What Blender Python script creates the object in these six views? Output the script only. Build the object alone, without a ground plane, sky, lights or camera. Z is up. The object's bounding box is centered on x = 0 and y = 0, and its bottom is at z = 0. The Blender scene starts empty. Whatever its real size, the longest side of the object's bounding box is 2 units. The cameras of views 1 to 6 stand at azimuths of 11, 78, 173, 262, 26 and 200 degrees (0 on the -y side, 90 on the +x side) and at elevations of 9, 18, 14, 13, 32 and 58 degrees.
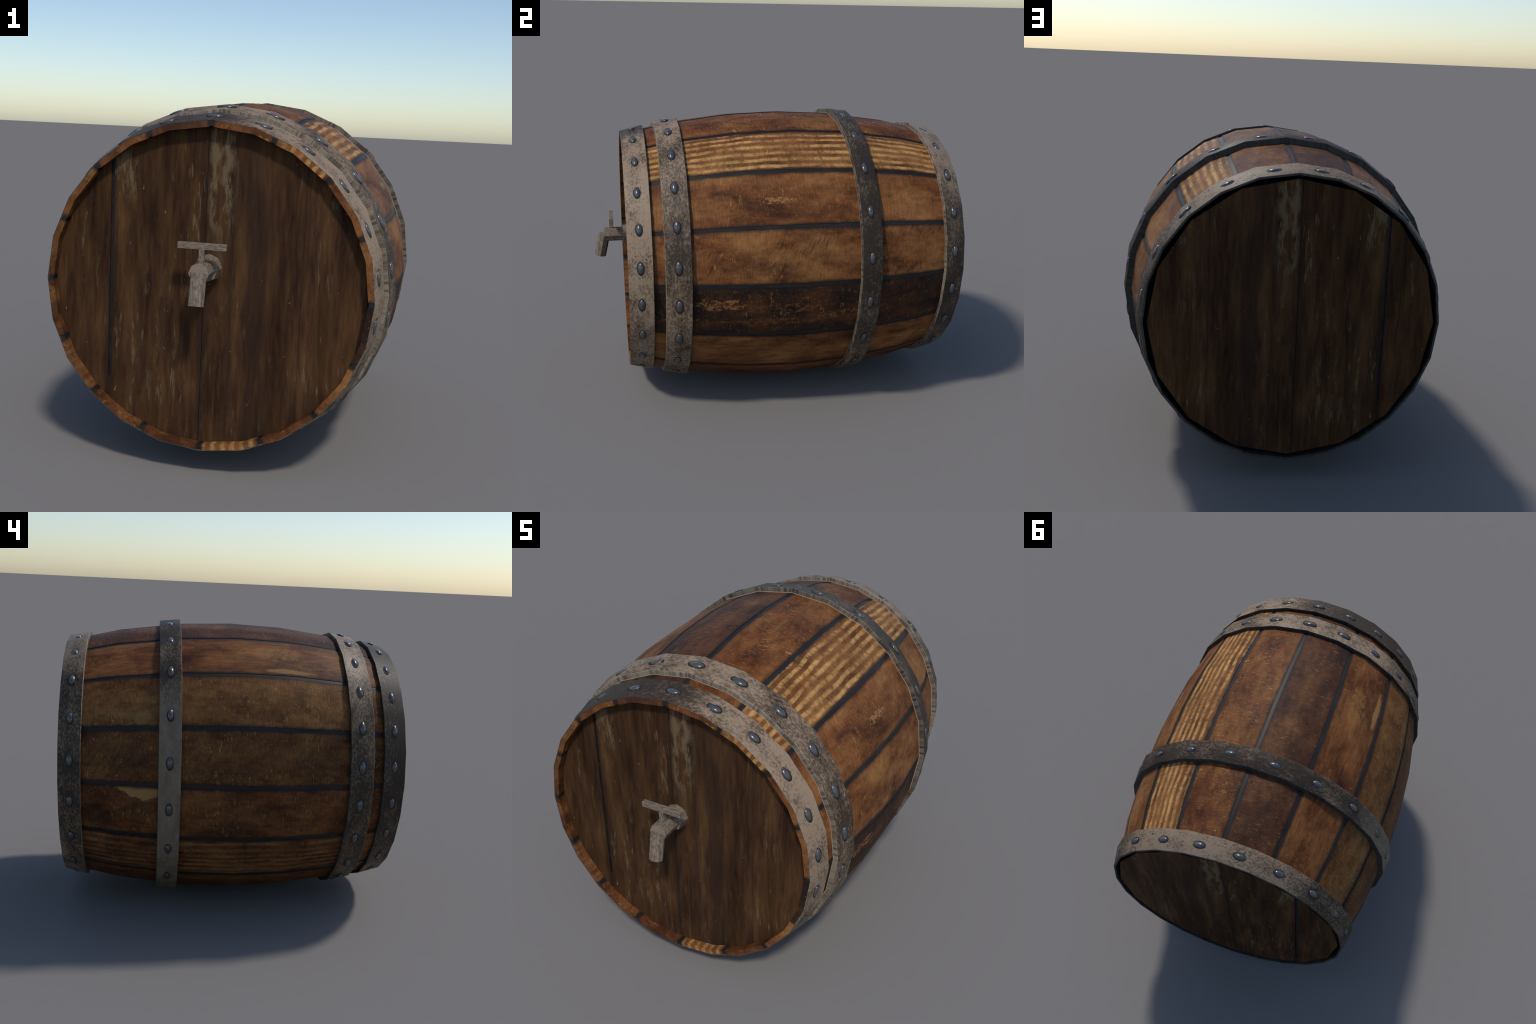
"""A wooden tap barrel lying on its side: 16 staves on a 24-sided body, two plank heads,
four riveted iron hoops and a tap on the front head."""
import bpy, bmesh, math
from math import sin, cos, pi, radians, degrees, atan2, hypot
from mathutils import Vector, Matrix

SIDES = 24                      # facets round the body
STAVES = 16
CZ = 0.802                      # height of the barrel's axis
AXIS = Vector((0, 0, CZ))
Y0, Y1 = -0.827, 0.905          # stave ends
PROFILE = [(Y0, 0.684), (-0.72, 0.692), (-0.56, 0.7315), (-0.208, 0.777), (0.0805, 0.789), (0.369, 0.777),
           (0.715, 0.7305), (0.883, 0.690), (Y1, 0.684)]             # (y, radius) along the barrel


def body_radius(y):
    y = min(max(y, Y0), Y1)
    for (a, ra), (b, rb) in zip(PROFILE, PROFILE[1:]):
        if y <= b:
            return ra + (rb - ra) * (y - a) / (b - a)


def facet(theta, r):
    """distance from the axis to the 24-sided outline of circumradius r at angle theta"""
    step = 2 * pi / SIDES
    return r * cos(step / 2) / cos((theta % step) - step / 2)


# ------------------------------------------------------------------ node helper
class Nodes:
    def __init__(self, name):
        self.mat = bpy.data.materials.new(name)
        self.mat.use_nodes = True
        self.t = self.mat.node_tree
        self.t.nodes.clear()
        self.out = self.t.nodes.new("ShaderNodeOutputMaterial")
        self.bsdf = self.t.nodes.new("ShaderNodeBsdfPrincipled")
        self.t.links.new(self.bsdf.outputs[0], self.out.inputs[0])
        self.obj = self.t.nodes.new("ShaderNodeTexCoord").outputs["Object"]
        s = self.t.nodes.new("ShaderNodeSeparateXYZ")
        self.t.links.new(self.obj, s.inputs[0])
        self.x, self.y, self.z = s.outputs

    def put(self, sock, v):
        if isinstance(v, bpy.types.NodeSocket):
            self.t.links.new(v, sock)
        elif isinstance(v, (tuple, list)) and len(v) == 3 and sock.type == "RGBA":
            sock.default_value = (*v, 1)
        else:
            sock.default_value = v

    def math(self, op, a, b=0.0, c=None, clamp=False):
        n = self.t.nodes.new("ShaderNodeMath")
        n.operation, n.use_clamp = op, clamp
        self.put(n.inputs[0], a)
        self.put(n.inputs[1], b)
        if c is not None:
            self.put(n.inputs[2], c)
        return n.outputs[0]

    def step(self, v, a, b, to0=0.0, to1=1.0):
        n = self.t.nodes.new("ShaderNodeMapRange")
        n.interpolation_type = "SMOOTHSTEP" if to0 in (0.0, 1.0) and to1 in (0.0, 1.0) else "LINEAR"
        self.put(n.inputs["Value"], v)
        for k, w in (("From Min", a), ("From Max", b), ("To Min", to0), ("To Max", to1)):
            n.inputs[k].default_value = w
        return n.outputs[0]

    def vec(self, x, y, z):
        n = self.t.nodes.new("ShaderNodeCombineXYZ")
        for s, v in zip(n.inputs, (x, y, z)):
            self.put(s, v)
        return n.outputs[0]

    def noise(self, scale, seed=0.0, detail=4.0, rough=0.55, coord=None, dist=0.0, out="Fac"):
        m = self.t.nodes.new("ShaderNodeMapping")
        self.put(m.inputs["Vector"], coord or self.obj)
        m.inputs["Scale"].default_value = scale
        m.inputs["Location"].default_value = (seed * 3.7, seed * 5.3, seed * 1.9)
        n = self.t.nodes.new("ShaderNodeTexNoise")
        self.t.links.new(m.outputs[0], n.inputs["Vector"])
        n.inputs["Scale"].default_value = 1.0
        n.inputs["Detail"].default_value = detail
        n.inputs["Roughness"].default_value = rough
        n.inputs["Distortion"].default_value = dist
        return n.outputs[out]

    def ramp(self, v, stops, interp="LINEAR"):
        n = self.t.nodes.new("ShaderNodeValToRGB")
        self.put(n.inputs[0], v)
        e = n.color_ramp.elements
        while len(e) < len(stops):
            e.new(0.5)
        for el, (p, c) in zip(e, stops):
            el.position = p
            el.color = (c, c, c, 1) if isinstance(c, (int, float)) else (*c, 1)
        n.color_ramp.interpolation = interp
        return n.outputs[0]

    def mix(self, f, a, b, mode="MIX"):
        n = self.t.nodes.new("ShaderNodeMix")
        n.data_type, n.blend_type = "RGBA", mode
        self.put(n.inputs[0], f)
        self.put(n.inputs[6], a)
        self.put(n.inputs[7], b)
        return n.outputs[2]

    def mul(self, a, b):
        return self.math("MULTIPLY", a, b)

    def finish(self, col, rough=0.5, metal=0.0, bump=None, strength=0.2, dist=0.004, spec=0.5):
        self.put(self.bsdf.inputs["Base Color"], col)
        self.put(self.bsdf.inputs["Roughness"], rough)
        self.put(self.bsdf.inputs["Metallic"], metal)
        self.put(self.bsdf.inputs["Specular IOR Level"], spec)
        if bump is not None:
            b = self.t.nodes.new("ShaderNodeBump")
            b.inputs["Strength"].default_value = strength
            b.inputs["Distance"].default_value = dist
            self.t.links.new(bump, b.inputs["Height"])
            self.t.links.new(b.outputs[0], self.bsdf.inputs["Normal"])
        return self.mat


# ------------------------------------------------------------------ materials
SOOT = (0.020, 0.014, 0.012)


def wood(seed, dark, mid, light, grain="across", chip=(0.35, 0.19, 0.065), chips=0.72, stain=0.3,
         stripes=None, patches=(), gouges=0.0):
    """one stave: local x runs across it, local y along it"""
    n = Nodes("stave_wood")
    soft = n.noise((6, 2.6, 6), seed, 8, 0.70)
    col = n.ramp(soft, [(0.33, dark), (0.47, mid), (0.64, light)])
    if grain == "across":
        fibre = n.noise((20, 190, 20), seed + 1, 4, 0.62)
    else:
        fibre = n.noise((85, 3.5, 85), seed + 1, 4, 0.6, dist=0.25)
    col = n.mix(1.0, col, n.ramp(fibre, [(0.30, 0.70), (0.70, 1.22)]), "MULTIPLY")
    if stripes:
        bands, tint, amount = stripes
        wob = n.noise((3, 2.2, 3), seed + 7, 2)
        ph = n.math("ADD", n.mul(n.math("ARCTAN2", n.x, n.z), bands), n.mul(wob, 7.0))
        band = n.step(n.math("ADD", n.math("SINE", ph), n.math("MULTIPLY_ADD", n.noise((40, 10, 40), seed + 16, 5, 0.7), 2.4, -1.2)), -0.6, 0.9)
        broken = n.step(n.noise((16, 30, 16), seed + 8, 6, 0.74), 0.31, 0.58)
        patchy = n.step(n.noise((11, 4.5, 11), seed + 9, 4), 0.36, 0.58)
        col = n.mix(n.math("MULTIPLY", n.mul(n.mul(band, broken), n.math("MULTIPLY_ADD", patchy, 0.62 * amount, 0.38 * amount)), 1.25, clamp=True), col, tint)
    if stain > 0:
        s = n.mul(n.step(n.noise((9, 4.2, 9), seed + 2, 6, 0.6), 0.48, 0.64), stain)
        col = n.mix(s, col, SOOT)
    cloud = n.noise((17, 9, 17), seed + 15, 8, 0.74)
    col = n.mix(1.0, col, n.ramp(cloud, [(0.34, 0.56), (0.47, 0.92), (0.68, 1.20)]), "MULTIPLY")
    cover = n.step(n.noise((13, 7, 13), seed + 3, 4), 0.44, 0.64)
    if chips > 0:
        fine = n.step(n.noise((24, 58, 24), seed + 4, 8, 0.76), 0.563, 0.620)
        c = n.mul(n.mul(fine, cover), chips)
        col = n.mix(c, col, chip)
        scr = n.step(n.noise((22, 120, 22), seed + 5, 5, 0.65), 0.60, 0.67)
        col = n.mix(n.mul(n.mul(scr, cover), 0.6 * chips), col, chip)
        nick = n.step(n.noise((70, 95, 70), seed + 17, 5, 0.7), 0.600, 0.650)
        near = n.step(n.noise((6, 4, 6), seed + 18, 3), 0.36, 0.54)
        col = n.mix(n.mul(n.mul(nick, near), 0.75 * chips), col, chip)
    if gouges > 0:      # slanting saw marks
        slant = n.math("ADD", n.mul(n.x, 0.6), n.y)
        g = n.noise((60, 9, 9), seed + 6, 3, 0.6, coord=n.vec(slant, n.x, n.z))
        where = n.step(n.noise((6, 3, 6), seed + 11, 2), 0.45, 0.60)
        col = n.mix(n.mul(n.mul(n.step(g, 0.56, 0.66), where), gouges), col, SOOT)
    for (px, py, rx, ry, tint, amount, solid) in patches:
        w = n.noise((22, 14, 22), seed + 12 + px, 4, 0.6)
        dx = n.math("DIVIDE", n.math("SUBTRACT", n.x, px), rx)
        dy = n.math("DIVIDE", n.math("SUBTRACT", n.y, py), ry)
        if solid == 2:                                   # a torn wedge hanging from the seam
            far = n.math("ADD", n.math("ABSOLUTE", dx), n.math("ABSOLUTE", dy))
            d = n.math("ADD", far, n.math("MULTIPLY_ADD", w, 1.0, -0.5))
        else:
            d = n.math("ADD", n.math("ADD", n.mul(dx, dx), n.mul(dy, dy)), n.math("MULTIPLY_ADD", w, 2.4, -1.2))
        m = n.mul(n.step(d, *((1.03, 0.93) if solid == 2 else (1.15, 0.55))), amount)
        if not solid:
            m = n.mul(m, n.step(n.noise((52, 34, 52), seed + 14, 6, 0.7), 0.46, 0.58))
        col = n.mix(m, col, tint)
    gap_shade = n.step(n.y, 0.885, 0.891)                    # chime end under the last hoop: the gap's shade painted in black
    col = n.mix(n.mul(gap_shade, 0.93), col, (0.004, 0.004, 0.004))
    ang = n.math("ABSOLUTE", n.math("ARCTAN2", n.x, n.z))
    edge = n.step(n.math("ADD", ang, n.math("MULTIPLY_ADD", n.noise((40, 18, 40), seed + 13, 4), 0.03, -0.015)),
                  0.160, 0.185)
    col = n.mix(n.mul(edge, 0.8), col, SOOT)
    return n.finish(col, n.step(fibre, 0.3, 0.7, 0.60, 0.50), bump=fibre, strength=0.3, dist=0.003, spec=0.10)


def seam_tar():
    n = Nodes("seam_tar")
    f = n.noise((30, 6, 30), 3, 3)
    return n.finish(n.ramp(f, [(0.35, (0.011, 0.0105, 0.0105)), (0.65, (0.021, 0.0205, 0.021))]), 0.5, spec=0.25)


def head_wood(seam_shift=0.0):
    """dark planks with worn, bleached streaks running up and down; local x, z lie in the head's plane"""
    n = Nodes("head_wood")
    flat = n.vec(n.x, 0.0, n.z)
    streak = n.noise((24, 1, 3.6), 2, 8, 0.68, coord=flat)
    col = n.ramp(streak, [(0.32, (0.027, 0.013, 0.008)), (0.50, (0.060, 0.028, 0.013)), (0.72, (0.096, 0.050, 0.019))])
    board = n.noise((9, 1, 0.9), 5, 3, coord=flat)
    col = n.mix(1.0, col, n.ramp(board, [(0.34, 0.66), (0.66, 1.25)]), "MULTIPLY")
    fine = n.noise((95, 1, 9), 6, 4, coord=flat)
    col = n.mix(1.0, col, n.ramp(fine, [(0.3, 0.80), (0.7, 1.18)]), "MULTIPLY")
    wide = n.noise((26, 1, 6.5), 9, 7, 0.74, coord=flat)

    def region(x0, x1, z0, z1, soft=0.05):
        a = n.mul(n.step(n.x, x0 - 0.012, x0 + 0.012), n.step(n.x, x1 + 0.025, x1 - 0.025))
        return n.mul(a, n.mul(n.step(n.z, z0 - soft, z0 + soft), n.step(n.z, z1 + soft, z1 - soft)))

    bleached = (0.145, 0.104, 0.060)
    for box, lo, amt in (((-0.012, 0.10, 0.24, 0.72, 0.10), 0.46, 0.85), ((-0.41, -0.31, 0.36, 0.56, 0.05), 0.48, 0.75),
                         ((-0.33, -0.20, -0.50, 0.12, 0.20), 0.53, 0.50), ((-0.01, 0.08, -0.30, 0.15, 0.12), 0.52, 0.55)):
        m = n.mul(n.mul(region(*box), n.step(wide, lo, lo + 0.12)), amt)
        col = n.mix(m, col, bleached)
    worn = n.mul(n.step(n.noise((60, 1, 9), 12, 5, 0.65, coord=flat), 0.58, 0.70),
                 n.step(n.noise((5, 1, 2.0), 13, 3, coord=flat), 0.42, 0.62))
    col = n.mix(n.mul(worn, 0.65), col, (0.17, 0.125, 0.072))
    fleck = n.step(n.noise((48, 1, 30), 15, 4, 0.6, coord=flat), 0.70, 0.75)
    col = n.mix(n.mul(fleck, 0.8), col, (0.26, 0.18, 0.11))
    knot = n.step(n.noise((15, 1, 12), 17, 3, coord=flat), 0.68, 0.76)
    col = n.mix(n.mul(knot, 0.8), col, (0.022, 0.016, 0.016))
    dim = n.mul(n.mul(n.step(n.x, 0.10, 0.16), n.step(n.x, 0.30, 0.22)),
                n.step(n.noise((9, 1, 1.6), 19, 4, coord=flat), 0.40, 0.60))
    col = n.mix(n.mul(dim, 0.65), col, (0.028, 0.017, 0.012))
    edges = None
    for x in PLANK_SEAMS:
        d = n.mul(n.step(n.math("ABSOLUTE", n.math("SUBTRACT", n.x, x)), 0.026, 0.002), 1.0 if x < 0.05 else 0.6)
        edges = d if edges is None else n.math("MAXIMUM", edges, d)
    col = n.mix(n.mul(edges, 0.55), col, (0.022, 0.014, 0.011))
    return n.finish(col, 0.62, bump=streak, strength=0.10, dist=0.002, spec=0.06)


IRON_LIGHT, IRON_DARK = (0.285, 0.205, 0.140), (0.042, 0.030, 0.021)


def hoop_iron(seed, wear, smooth=None):
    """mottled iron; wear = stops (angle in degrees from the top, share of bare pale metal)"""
    n = Nodes("hoop_iron")
    th = n.math("ARCTAN2", n.x, n.z)
    unit = n.math("MULTIPLY_ADD", th, 1 / (2 * pi), 0.5)
    worn = n.ramp(unit, [((a + 180) / 360, w) for a, w in wear])
    big = n.noise((6.5, 11, 6.5), seed, 5, 0.62)
    arc = n.vec(n.mul(th, 0.75), n.y, n.math("MULTIPLY", 0.3, n.z))
    fine = n.noise((60, 105, 8), seed + 1, 5, 0.72, coord=arc)
    level = n.math("ADD", n.math("ADD", n.mul(big, 1.5), n.mul(fine, 2.3)), n.math("MULTIPLY_ADD", worn, 1.4, -0.59))
    col = n.ramp(n.mul(level, 0.5 / 1.14), [(0.66, IRON_DARK), (0.82, (0.128, 0.090, 0.061)), (1.0, IRON_LIGHT)])
    pit = n.step(n.noise((34, 48, 6), seed + 2, 3, 0.5, coord=arc), 0.69, 0.74)
    col = n.mix(n.mul(pit, 0.8), col, (0.020, 0.016, 0.014))
    if smooth:
        a0, a1, a2, a3 = smooth
        m = n.ramp(unit, [((a + 180) / 360, v) for a, v in ((a0, 0.0), (a1, 0.9), (a2, 0.75), (a3, 0.0))])
        soft = n.ramp(n.noise((9, 30, 4), seed + 3, 5, coord=arc), [(0.3, (0.145, 0.110, 0.078)), (0.7, (0.225, 0.176, 0.130))])
        col = n.mix(m, col, soft)
    return n.finish(col, n.step(fine, 0.3, 0.7, 0.58, 0.44), bump=fine, strength=0.2, dist=0.003, spec=0.15)


def hoop_edge_iron(name, dark, light, contrast=0.5):
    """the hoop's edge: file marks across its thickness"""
    n = Nodes(name)
    th = n.math("ARCTAN2", n.x, n.z)
    bars = n.noise((70, 0.01, 0.01), 4, 4, 0.7, coord=n.vec(n.mul(th, 0.75), 0.0, 0.0))
    slow = n.noise((5, 0.01, 0.01), 8, 2, coord=n.vec(n.mul(th, 0.75), 0.0, 0.0))
    v = n.math("ADD", n.mul(bars, 0.8), n.mul(slow, 0.35))
    return n.finish(n.ramp(v, [(0.47, dark), (0.54, tuple((a + b) / 2 for a, b in zip(dark, light))), (0.64, light)]), 0.6)


def rivet_steel():
    n = Nodes("rivet_steel")
    f = n.noise((60, 60, 60), 1, 3)
    return n.finish(n.ramp(f, [(0.3, (0.044, 0.044, 0.045)), (0.7, (0.070, 0.070, 0.070))]), 0.25, metal=0.0, spec=0.8)


def tap_metal(along):
    n = Nodes("tap_weathered_metal")
    s = {"x": (40, 150, 150), "y": (150, 40, 150), "z": (150, 150, 40)}[along]
    f = n.noise(s, 2, 5, 0.7)
    g = n.noise((30, 30, 30), 5, 3)
    v = n.math("ADD", n.mul(f, 0.85), n.mul(g, 0.15))
    return n.finish(n.ramp(v, [(0.36, (0.072, 0.057, 0.045)), (0.47, (0.150, 0.119, 0.091)), (0.60, (0.262, 0.195, 0.140))]), 0.6,
                    bump=f, strength=0.08, dist=0.001, spec=0.2)


# ------------------------------------------------------------------ mesh helpers
def make(name, verts, faces, mats, parent=None, normals=None, sharp=35, index=None, origin=None):
    """normals: function(face centre, vertex, face normal) -> normal, or None for smooth-by-angle"""
    me = bpy.data.meshes.new(name)
    me.from_pydata(verts, [], faces)
    bm = bmesh.new()
    bm.from_mesh(me)
    bmesh.ops.recalc_face_normals(bm, faces=bm.faces)
    bm.to_mesh(me)
    bm.free()
    for m in mats:
        me.materials.append(m)
    for i, p in enumerate(me.polygons):
        p.use_smooth = True
        if index:
            p.material_index = index(p)
    if normals:
        ln = []
        for p in me.polygons:
            for v in p.vertices:
                ln.append(normals(p, me.vertices[v].co))
        me.normals_split_custom_set(ln)
    else:
        me.set_sharp_from_angle(angle=radians(sharp))
    me.update()
    return place(name, me, parent, origin)


def place(name, me, parent=None, origin=None, rot=None):
    o = bpy.data.objects.new(name, me)
    bpy.context.scene.collection.objects.link(o)
    m = Matrix.Translation(origin if origin is not None else Vector((0, 0, 0)))
    if rot is not None:
        m = m @ rot
    o.matrix_basis = m
    if parent is not None:
        bpy.context.view_layer.update()
        o.parent = parent
        o.matrix_parent_inverse = parent.matrix_world.inverted()
    return o


def loft(rings, closed=True):
    """rings of equal length -> verts and quads"""
    k = len(rings[0])
    verts = [p for r in rings for p in r]
    faces = []
    for i in range(len(rings) - 1):
        for j in range(k if closed else k - 1):
            a, b = i * k + j, i * k + (j + 1) % k
            faces.append((a, b, b + k, a + k))
    return verts, faces


def prism(outline_a, outline_b):
    k = len(outline_a)
    v, f = loft([outline_a, outline_b])
    return v, f + [tuple(range(k)), tuple(range(k, 2 * k))]


# ------------------------------------------------------------------ barrel
barrel = bpy.data.objects.new("wooden_barrel", None)
bpy.context.scene.collection.objects.link(barrel)
barrel["label"] = "wooden barrel on its side with riveted iron hoops and tap"
barrel["category"] = "barrel"

# --- staves: each spans one and a half facets, so two meshes (mirror images) alternate
SEAM = radians(0.74)
THICK = 0.0255
YS = [y for y, _ in PROFILE]


def slope_normal(y, th):
    a, b = max(y - 0.15, -0.72), min(y + 0.15, 0.88)
    s = (body_radius(b) - body_radius(a)) / (b - a) if a < b else (0.2 if y < 0 else -0.26)
    return Vector((sin(th), -s, cos(th))).normalized()


def stave_mesh(odd):
    half = pi / STAVES
    centre = half + (2 * half if odd else 0.0)            # true angle of this stave's middle
    step = 2 * pi / SIDES
    corner = round((centre) / step) * step - centre        # the facet corner inside the stave
    angs = [-half + SEAM, -half + SEAM * 1.35, corner, half - SEAM * 1.35, half - SEAM]
    rings = []
    for y in YS:
        r = body_radius(y)
        top = []
        for i, a in enumerate(angs):
            d = facet(a + centre, r) - (0.0020 if i in (0, 4) else 0.0)
            top.append((d * sin(a), y, d * cos(a)))
        low = []
        for a in (half - SEAM, corner, -half + SEAM):
            d = facet(a + centre, r) - THICK
            low.append((d * sin(a), y, d * cos(a)))
        rings.append(top + low)
    v, f = loft(rings)
    k = len(rings[0])
    f += [tuple(range(k)), tuple(range(len(v) - k, len(v)))]

    def nrm(p, co):
        th, rr = atan2(co.x, co.z), hypot(co.x, co.z)
        if abs(p.normal.y) > 0.8:
            return p.normal.copy()
        if rr > body_radius(co.y) - 0.012 and (p.normal.x * sin(th) + p.normal.z * cos(th)) > 0.6:
            return slope_normal(co.y, th)
        return p.normal.copy()
    o = make("stave", v, f, [None], barrel, nrm, origin=AXIS)
    me = o.data
    bpy.data.objects.remove(o)
    return me


RED_D, RED, RED_L = (0.048, 0.016, 0.008), (0.126, 0.043, 0.016), (0.212, 0.081, 0.029)
TAN_D, TAN, TAN_L = (0.068, 0.024, 0.010), (0.172, 0.063, 0.021), (0.285, 0.126, 0.043)
OLV_D, OLV, OLV_L = (0.060, 0.023, 0.009), (0.155, 0.062, 0.020), (0.250, 0.122, 0.040)
UMB_D, UMB, UMB_L = (0.032, 0.012, 0.007), (0.108, 0.038, 0.014), (0.200, 0.082, 0.028)
BLK_D, BLK, BLK_L = (0.013, 0.009, 0.008), (0.029, 0.016, 0.011), (0.095, 0.036, 0.015)
STRAW = (0.49, 0.275, 0.095)
ORANGE = (0.36, 0.185, 0.066)

STAVE_WOODS = [
    dict(seed=1, dark=RED_D, mid=(0.140, 0.048, 0.016), light=(0.235, 0.095, 0.029), chips=1.00, stain=0.35),
    dict(seed=2, dark=TAN_D, mid=TAN, light=TAN_L, grain="across", chips=0.43, stain=0.12, stripes=(112, STRAW, 0.9),
         chip=STRAW, patches=((0.02, 0.16, 0.075, 0.12, (0.20, 0.085, 0.028), 0.45, 0),)),
    dict(seed=3, dark=TAN_D, mid=TAN, light=TAN_L, chips=0.65, stain=0.12,
         patches=((0.012, -0.06, 0.022, 0.10, (0.40, 0.235, 0.085), 0.6, 0),)),
    dict(seed=4, dark=RED_D, mid=TAN, light=TAN_L, chips=0.72, stain=0.22, gouges=0.6),
    dict(seed=5, dark=BLK_D, mid=BLK, light=BLK_L, chips=1.00, stain=0.2, chip=(0.25, 0.10, 0.032),
         patches=((-0.045, -0.36, 0.034, 0.14, (0.28, 0.130, 0.042), 0.9, 0), (-0.02, -0.02, 0.028, 0.22, (0.20, 0.080, 0.026), 0.55, 0),
                  (0.03, 0.36, 0.030, 0.26, (0.22, 0.090, 0.030), 0.6, 0), (0.06, -0.10, 0.025, 0.30, (0.20, 0.080, 0.026), 0.5, 0))),
    dict(seed=6, dark=TAN_D, mid=TAN, light=TAN_L, grain="along", chips=0.22, stain=0.15),
    dict(seed=7, dark=RED_D, mid=RED, light=RED_L, chips=0.43, stain=0.3),
    dict(seed=8, dark=TAN_D, mid=TAN, light=TAN_L, chips=0.58, stain=0.15, stripes=(95, STRAW, 0.7)),
    dict(seed=9, dark=RED_D, mid=RED, light=RED_L, chips=0.51, stain=0.3),
    dict(seed=10, dark=UMB_D, mid=UMB, light=UMB_L, grain="along", chips=0.72, stain=0.4, chip=ORANGE),
    dict(seed=11, dark=UMB_D, mid=UMB, light=UMB_L, grain="along", chips=0.29, stain=0.4, stripes=(112, (0.21, 0.112, 0.046), 0.8)),
    dict(seed=12, dark=UMB_D, mid=UMB, light=UMB_L, chips=0.72, stain=0.45,
         patches=((0.140, 0.570, 0.085, 0.150, (0.30, 0.17, 0.062), 0.95, 2),)),
    dict(seed=13, dark=UMB_D, mid=(0.115, 0.046, 0.016), light=(0.190, 0.085, 0.027), chips=0.87, stain=0.35, gouges=0.5),
    dict(seed=14, dark=OLV_D, mid=OLV, light=OLV_L, chips=0.94, stain=0.15, chip=(0.33, 0.20, 0.075),
         patches=((-0.095, 0.575, 0.034, 0.05, (0.225, 0.125, 0.046), 0.7, 1),)),
    dict(seed=15, dark=RED_D, mid=(0.145, 0.051, 0.017), light=(0.235, 0.096, 0.032), grain="along", chips=0.43, stain=0.25,
         patches=((-0.112, -0.20, 0.018, 0.13, (0.31, 0.165, 0.058), 0.8, 1), (0.02, -0.14, 0.06, 0.14, (0.26, 0.13, 0.045), 0.7, 0))),
    dict(seed=16, dark=(0.038, 0.018, 0.012), mid=(0.080, 0.032, 0.016), light=(0.140, 0.060, 0.024), chips=0.51, stain=0.45,
         chip=(0.30, 0.15, 0.07)),
]
stave_meshes = (stave_mesh(False), stave_mesh(True))
for k, spec in enumerate(STAVE_WOODS):
    o = place("stave", stave_meshes[k % 2], barrel, AXIS, Matrix.Rotation((k + 0.5) * 2 * pi / STAVES, 4, "Y"))
    o.material_slots[0].link = "OBJECT"
    o.material_slots[0].material = wood(**spec)

# --- tar between the staves: a shell just below their faces
TAR = seam_tar()
rings = []
for off, ys in ((-0.0040, YS), (-0.0225, YS[::-1])):
    for i, y in enumerate(ys):
        y = min(max(y, Y0 + 0.0015), Y1 - 0.0015)
        rings.append([((body_radius(y) + off) * sin(2 * pi * j / SIDES), y, (body_radius(y) + off) * cos(2 * pi * j / SIDES)) for j in range(SIDES)])
v, f = loft(rings + [rings[0]])
make("seam_caulking", v, f, [TAR], barrel, sharp=40, origin=AXIS)

# --- hoops
EDGE_FRONT = hoop_edge_iron("hoop_edge_pale_iron", (0.075, 0.058, 0.042), (0.250, 0.205, 0.150))
EDGE_DARK = hoop_edge_iron("hoop_edge_tarnished_iron", (0.030, 0.024, 0.018), (0.160, 0.128, 0.092))
EDGE_BACK = hoop_edge_iron("hoop_edge_shaded_iron", (0.012, 0.011, 0.010), (0.040, 0.037, 0.034))  # back and inner faces: the original's baked shade kept as near-black colour
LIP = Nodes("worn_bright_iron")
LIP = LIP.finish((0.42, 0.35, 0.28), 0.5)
RIVET = rivet_steel()
RIVET_RING = Nodes("rivet_dark_ring")  # near-black flat ring round each rivet's dome
RIVET_RING = RIVET_RING.finish(RIVET_RING.ramp(RIVET_RING.noise((50, 50, 50)), [(0.3, (0.016, 0.014, 0.013)), (0.7, (0.034, 0.029, 0.025))]), 0.6, spec=0.2)


def rivet_mesh(rx, ry, h):
    """low oval dome on the x-y plane, axis z; x runs along the hoop"""
    n, m = 20, 5
    rings = [[(rx * k * cos(2 * pi * j / n), ry * k * sin(2 * pi * j / n), z) for j in range(n)]
             for k, z in ((1.13, -0.008), (1.13, 0.0012), (1.0, 0.0014))]
    for i in range(m):
        a = pi / 2 * i / m
        rings.append([(rx * cos(a) * cos(2 * pi * j / n), ry * cos(a) * sin(2 * pi * j / n), h * sin(a)) for j in range(n)])
    v, f = loft(rings)
    v.append((0, 0, h))
    f += [(len(v) - 1, (m + 2) * n + j, (m + 2) * n + (j + 1) % n) for j in range(n)]
    me = bpy.data.meshes.new("rivet")
    me.from_pydata(v, [], f)
    ln = []                                              # a low head that shades like a full dome
    for p in me.polygons:
        p.use_smooth = True
        for i in p.vertices:
            c = me.vertices[i].co
            z = max(c.z, 0.0) / h
            if p.index < 2 * n:
                ln.append(Vector((0.0, 0.0, 1.0)))
                continue
            ln.append(Vector((c.x / rx * 0.62, c.y / ry, z * 0.95 + 0.02)).normalized())
    me.normals_split_custom_set(ln)
    me.materials.append(RIVET)
    me.materials.append(RIVET_RING)
    for p in me.polygons:
        p.material_index = int(p.index < 2 * n)
    return me


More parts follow.
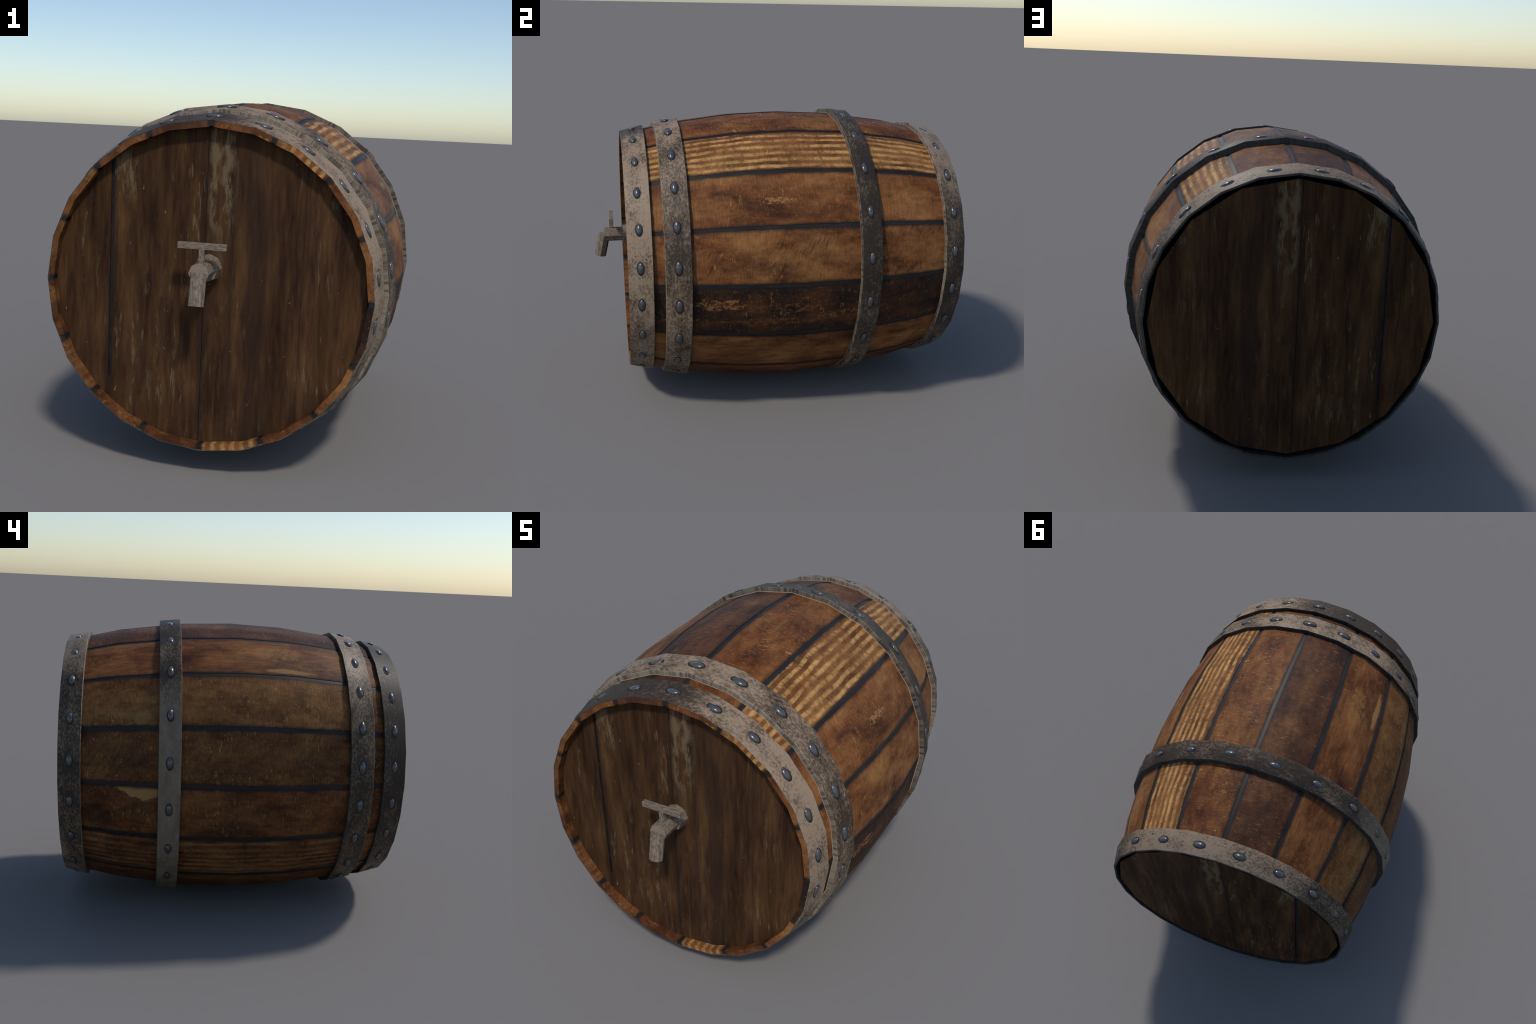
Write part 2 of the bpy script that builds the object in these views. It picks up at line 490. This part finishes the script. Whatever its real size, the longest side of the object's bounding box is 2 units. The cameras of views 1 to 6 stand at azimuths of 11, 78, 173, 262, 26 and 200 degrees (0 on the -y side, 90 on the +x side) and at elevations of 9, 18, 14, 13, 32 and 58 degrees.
def hoop(y_a, r_a, y_b, r_b, base_a, base_b, iron, count, first, rivet, edge=None):
    """iron band: outer face from (y_a, r_a) to (y_b, r_b), inner face at the two base radii"""
    thin = r_a - base_a < 0.01                           # the first hoop runs out flush with the stave ends
    bev = 0.0008 if thin else 0.002
    prof = [(y_a + 0.003 if thin else y_a, base_a - 0.006), (y_a, base_a), (y_a, base_a + (r_a - base_a) * (0.4 if thin else 0.1)),
            (y_a, r_a - bev), (y_a + 0.002, r_a),
            (y_b - 0.002, r_b), (y_b, r_b - 0.002), (y_b, base_b), (y_b, base_b - 0.006)]
    rings = [[(r * sin(2 * pi * j / SIDES), y, r * cos(2 * pi * j / SIDES)) for j in range(SIDES)] for y, r in prof]
    v, f = loft(rings + [rings[0]])
    slots = [EDGE_BACK, 0 if thin else LIP, 0 if thin else EDGE_FRONT, 0 if thin else EDGE_FRONT, 0, EDGE_BACK, EDGE_BACK, EDGE_BACK, EDGE_BACK]
    mats = [iron, edge or EDGE_FRONT, EDGE_BACK, LIP]
    want = {0: 0, EDGE_FRONT: 1, EDGE_BACK: 2, LIP: 3}
    o = make("hoop", v, f, mats, barrel, sharp=40, origin=AXIS, index=lambda p: want[slots[p.index // SIDES]])
    me = rivet_mesh(*rivet)
    tilt = atan2(r_b - r_a, y_b - y_a)
    ym, rm = (y_a + y_b) / 2, (r_a + r_b) / 2
    for i in range(count):
        th = radians(first + 360 * i / count)
        d = facet(th, rm) - 0.0005
        # local x along the hoop, y along the barrel, z outward
        rot = Matrix.Rotation(th, 4, "Y") @ Matrix.Rotation(tilt, 4, "X")
        place("rivet", me, o, AXIS + Vector((d * sin(th), ym, d * cos(th))), rot)
    return o


hoop(-0.8275, 0.6862, -0.7015, 0.7180, 0.684, body_radius(-0.7015),
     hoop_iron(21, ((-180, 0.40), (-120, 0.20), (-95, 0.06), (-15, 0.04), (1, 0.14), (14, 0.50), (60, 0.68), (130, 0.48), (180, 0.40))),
     22, 0.0, (0.033, 0.0180, 0.006))
hoop(-0.6430, 0.7340, -0.5095, 0.7594, body_radius(-0.643), body_radius(-0.5095),
     hoop_iron(22, ((-180, 0.35), (-125, 0.25), (-90, 0.12), (-60, 0.26), (-40, 0.55), (10, 0.55), (30, 0.36), (58, 0.38), (75, 0.16), (95, 0.46), (140, 0.40), (180, 0.35)), ),
     22, 0.0, (0.0375, 0.0200, 0.0065))
hoop(0.3765, 0.8020, 0.4915, 0.7893, body_radius(0.3765), body_radius(0.4915),
     hoop_iron(23, ((-180, 0.42), (-60, 0.5), (-46, 0.20), (-34, 0.36), (-22, 0.16), (60, 0.10), (105, 0.22), (130, 0.38), (180, 0.42)),
               smooth=(-170, -105, -62, -46)),
     20, 9.0, (0.034, 0.0170, 0.006), EDGE_DARK)
o4 = hoop(0.8830, 0.7150, 1.0000, 0.6870, body_radius(0.883), 0.6825,
          hoop_iron(24, ((-180, 0.42), (-120, 0.38), (-85, 0.20), (-45, 0.30), (-28, 0.55), (20, 0.68), (50, 0.58), (66, 0.22), (110, 0.14), (135, 0.28), (180, 0.42))),
          20, 9.0, (0.033, 0.0180, 0.006))

# --- heads
PLANK_SEAMS = (-0.4185, -0.018, 0.098, 0.388)
PLANK_GAPS = (0.0150, 0.0020, 0.0008, 0.0010)


def clip(poly, x, keep_right):
    out = []
    for (ax, az), (bx, bz) in zip(poly, poly[1:] + poly[:1]):
        ina, inb = (ax >= x) == keep_right, (bx >= x) == keep_right
        if ina:
            out.append((ax, az))
        if ina != inb:
            t = (x - ax) / (bx - ax)
            out.append((x, az + t * (bz - az)))
    return out


HEAD = head_wood()


def head(face_y, sides, radius, inward, depth):
    """inward: +1 when the barrel's inside lies towards +y"""
    ring = [(radius * sin(2 * pi * i / sides), radius * cos(2 * pi * i / sides)) for i in range(sides)]
    back = face_y + inward * 0.010
    v, f = prism([(x * 0.998, back, z * 0.998) for x, z in ring], [(x * 0.998, back + inward * 0.02, z * 0.998) for x, z in ring])
    o = make("barrel_head", v, f, [TAR], barrel, origin=AXIS)
    if depth:                                            # boss added out of sight behind the rear head, clear of the staves
        a, b = back + inward * 0.02, back + inward * depth
        v, f = prism([(x * 0.6, a, z * 0.6) for x, z in ring], [(x * 0.6, b, z * 0.6) for x, z in ring])
        make("added_boss", v, f, [TAR], o, origin=AXIS)
    bounds = [-9.0] + list(PLANK_SEAMS) + [9.0]
    gaps = [0.0] + list(PLANK_GAPS) + [0.0]
    for i in range(len(bounds) - 1):
        poly = clip(ring, bounds[i] + gaps[i] / 2, True) if i else ring
        poly = clip(poly, bounds[i + 1] - gaps[i + 1] / 2, False) if i < len(bounds) - 2 else poly
        v, f = prism([(x, face_y, z) for x, z in poly], [(x, face_y + inward * 0.0155, z) for x, z in poly])
        make("head_plank", v, f, [HEAD], o, origin=AXIS)
    # the widest seam closes near its foot, where a sliver of wood still bridges it
    poly = clip(clip(ring, PLANK_SEAMS[0] - 0.0068, True), PLANK_SEAMS[0] + 0.0068, False)
    poly = [(x, z) if z < 0 else (x, 0.388 - CZ) for x, z in poly]
    y = face_y + inward * 0.0015
    v, f = prism([(x, y, z) for x, z in poly], [(x, y + inward * 0.012, z) for x, z in poly])
    make("head_sliver", v, f, [HEAD], o, origin=AXIS)
    return o


head(-0.785, SIDES, 0.661, 1, 0)
head(0.9935, 16, 0.6598, -1, 0.11)
# --- tap
TY, TZ, TX = tap_metal("y"), tap_metal("z"), tap_metal("x")
PLAIN = Nodes("tap_filed_face")
PLAIN = PLAIN.finish(PLAIN.ramp(PLAIN.noise((20, 30, 60), 4, 4), [(0.3, (0.200, 0.155, 0.118)), (0.7, (0.275, 0.215, 0.165))]), 0.6, spec=0.2)
PZ = 0.891                                               # height of the pipe's axis


def octagon(c, r, u, w, turn=0.0):
    return [tuple(c + u * (r * sin(2 * pi * i / 8 + turn)) + w * (r * cos(2 * pi * i / 8 + turn))) for i in range(8)]


X, Y, Z = Vector((1, 0, 0)), Vector((0, 1, 0)), Vector((0, 0, 1))
off = Vector((0, 0, PZ)) - AXIS
v, f = loft([octagon(off + Y * y, r, X, Z) for y, r in ((-0.9415, 0.0), (-0.9415, 0.0415), (-0.775, 0.0415))])
tap = make("tap", v, f, [TY, PLAIN], barrel, sharp=20, origin=AXIS, index=lambda p: int(p.normal.y < -0.9))
v, f = loft([octagon(off + Y * y, r, X, Z) for y, r in ((-0.832, 0.030), (-0.835, 0.0505), (-0.833, 0.0525), (-0.775, 0.0595))])
make("flange", v, f, [TY, PLAIN], tap, sharp=20, origin=AXIS, index=lambda p: int(p.normal.y < -0.7))
down = Vector((0, -0.0285, -0.1265)).normalized()
side = down.cross(X)
top = Vector((0, -0.9405, 0.893)) - AXIS
v, f = prism(octagon(top, 0.0335, X, side), octagon(Vector((0, -0.9685, 0.7665)) - AXIS, 0.0325, X, side))
make("spout", v, f, [TZ], tap, sharp=20, origin=AXIS)


def box(name, c, s, mat):
    bm = bmesh.new()
    bmesh.ops.create_cube(bm, size=1.0)
    bmesh.ops.scale(bm, vec=s, verts=bm.verts)
    bmesh.ops.bevel(bm, geom=bm.edges[:], offset=0.0012, segments=1, affect="EDGES")
    bmesh.ops.translate(bm, vec=Vector(c) - AXIS, verts=bm.verts)
    me = bpy.data.meshes.new(name)
    bm.to_mesh(me)
    bm.free()
    me.materials.append(mat)
    return place(name, me, tap, AXIS)


box("valve_stem", (0, -0.899, 0.954), (0.0225, 0.0225, 0.060), TZ)
box("handle_bar", (0, -0.8985, 0.9945), (0.197, 0.0235, 0.0255), TX)
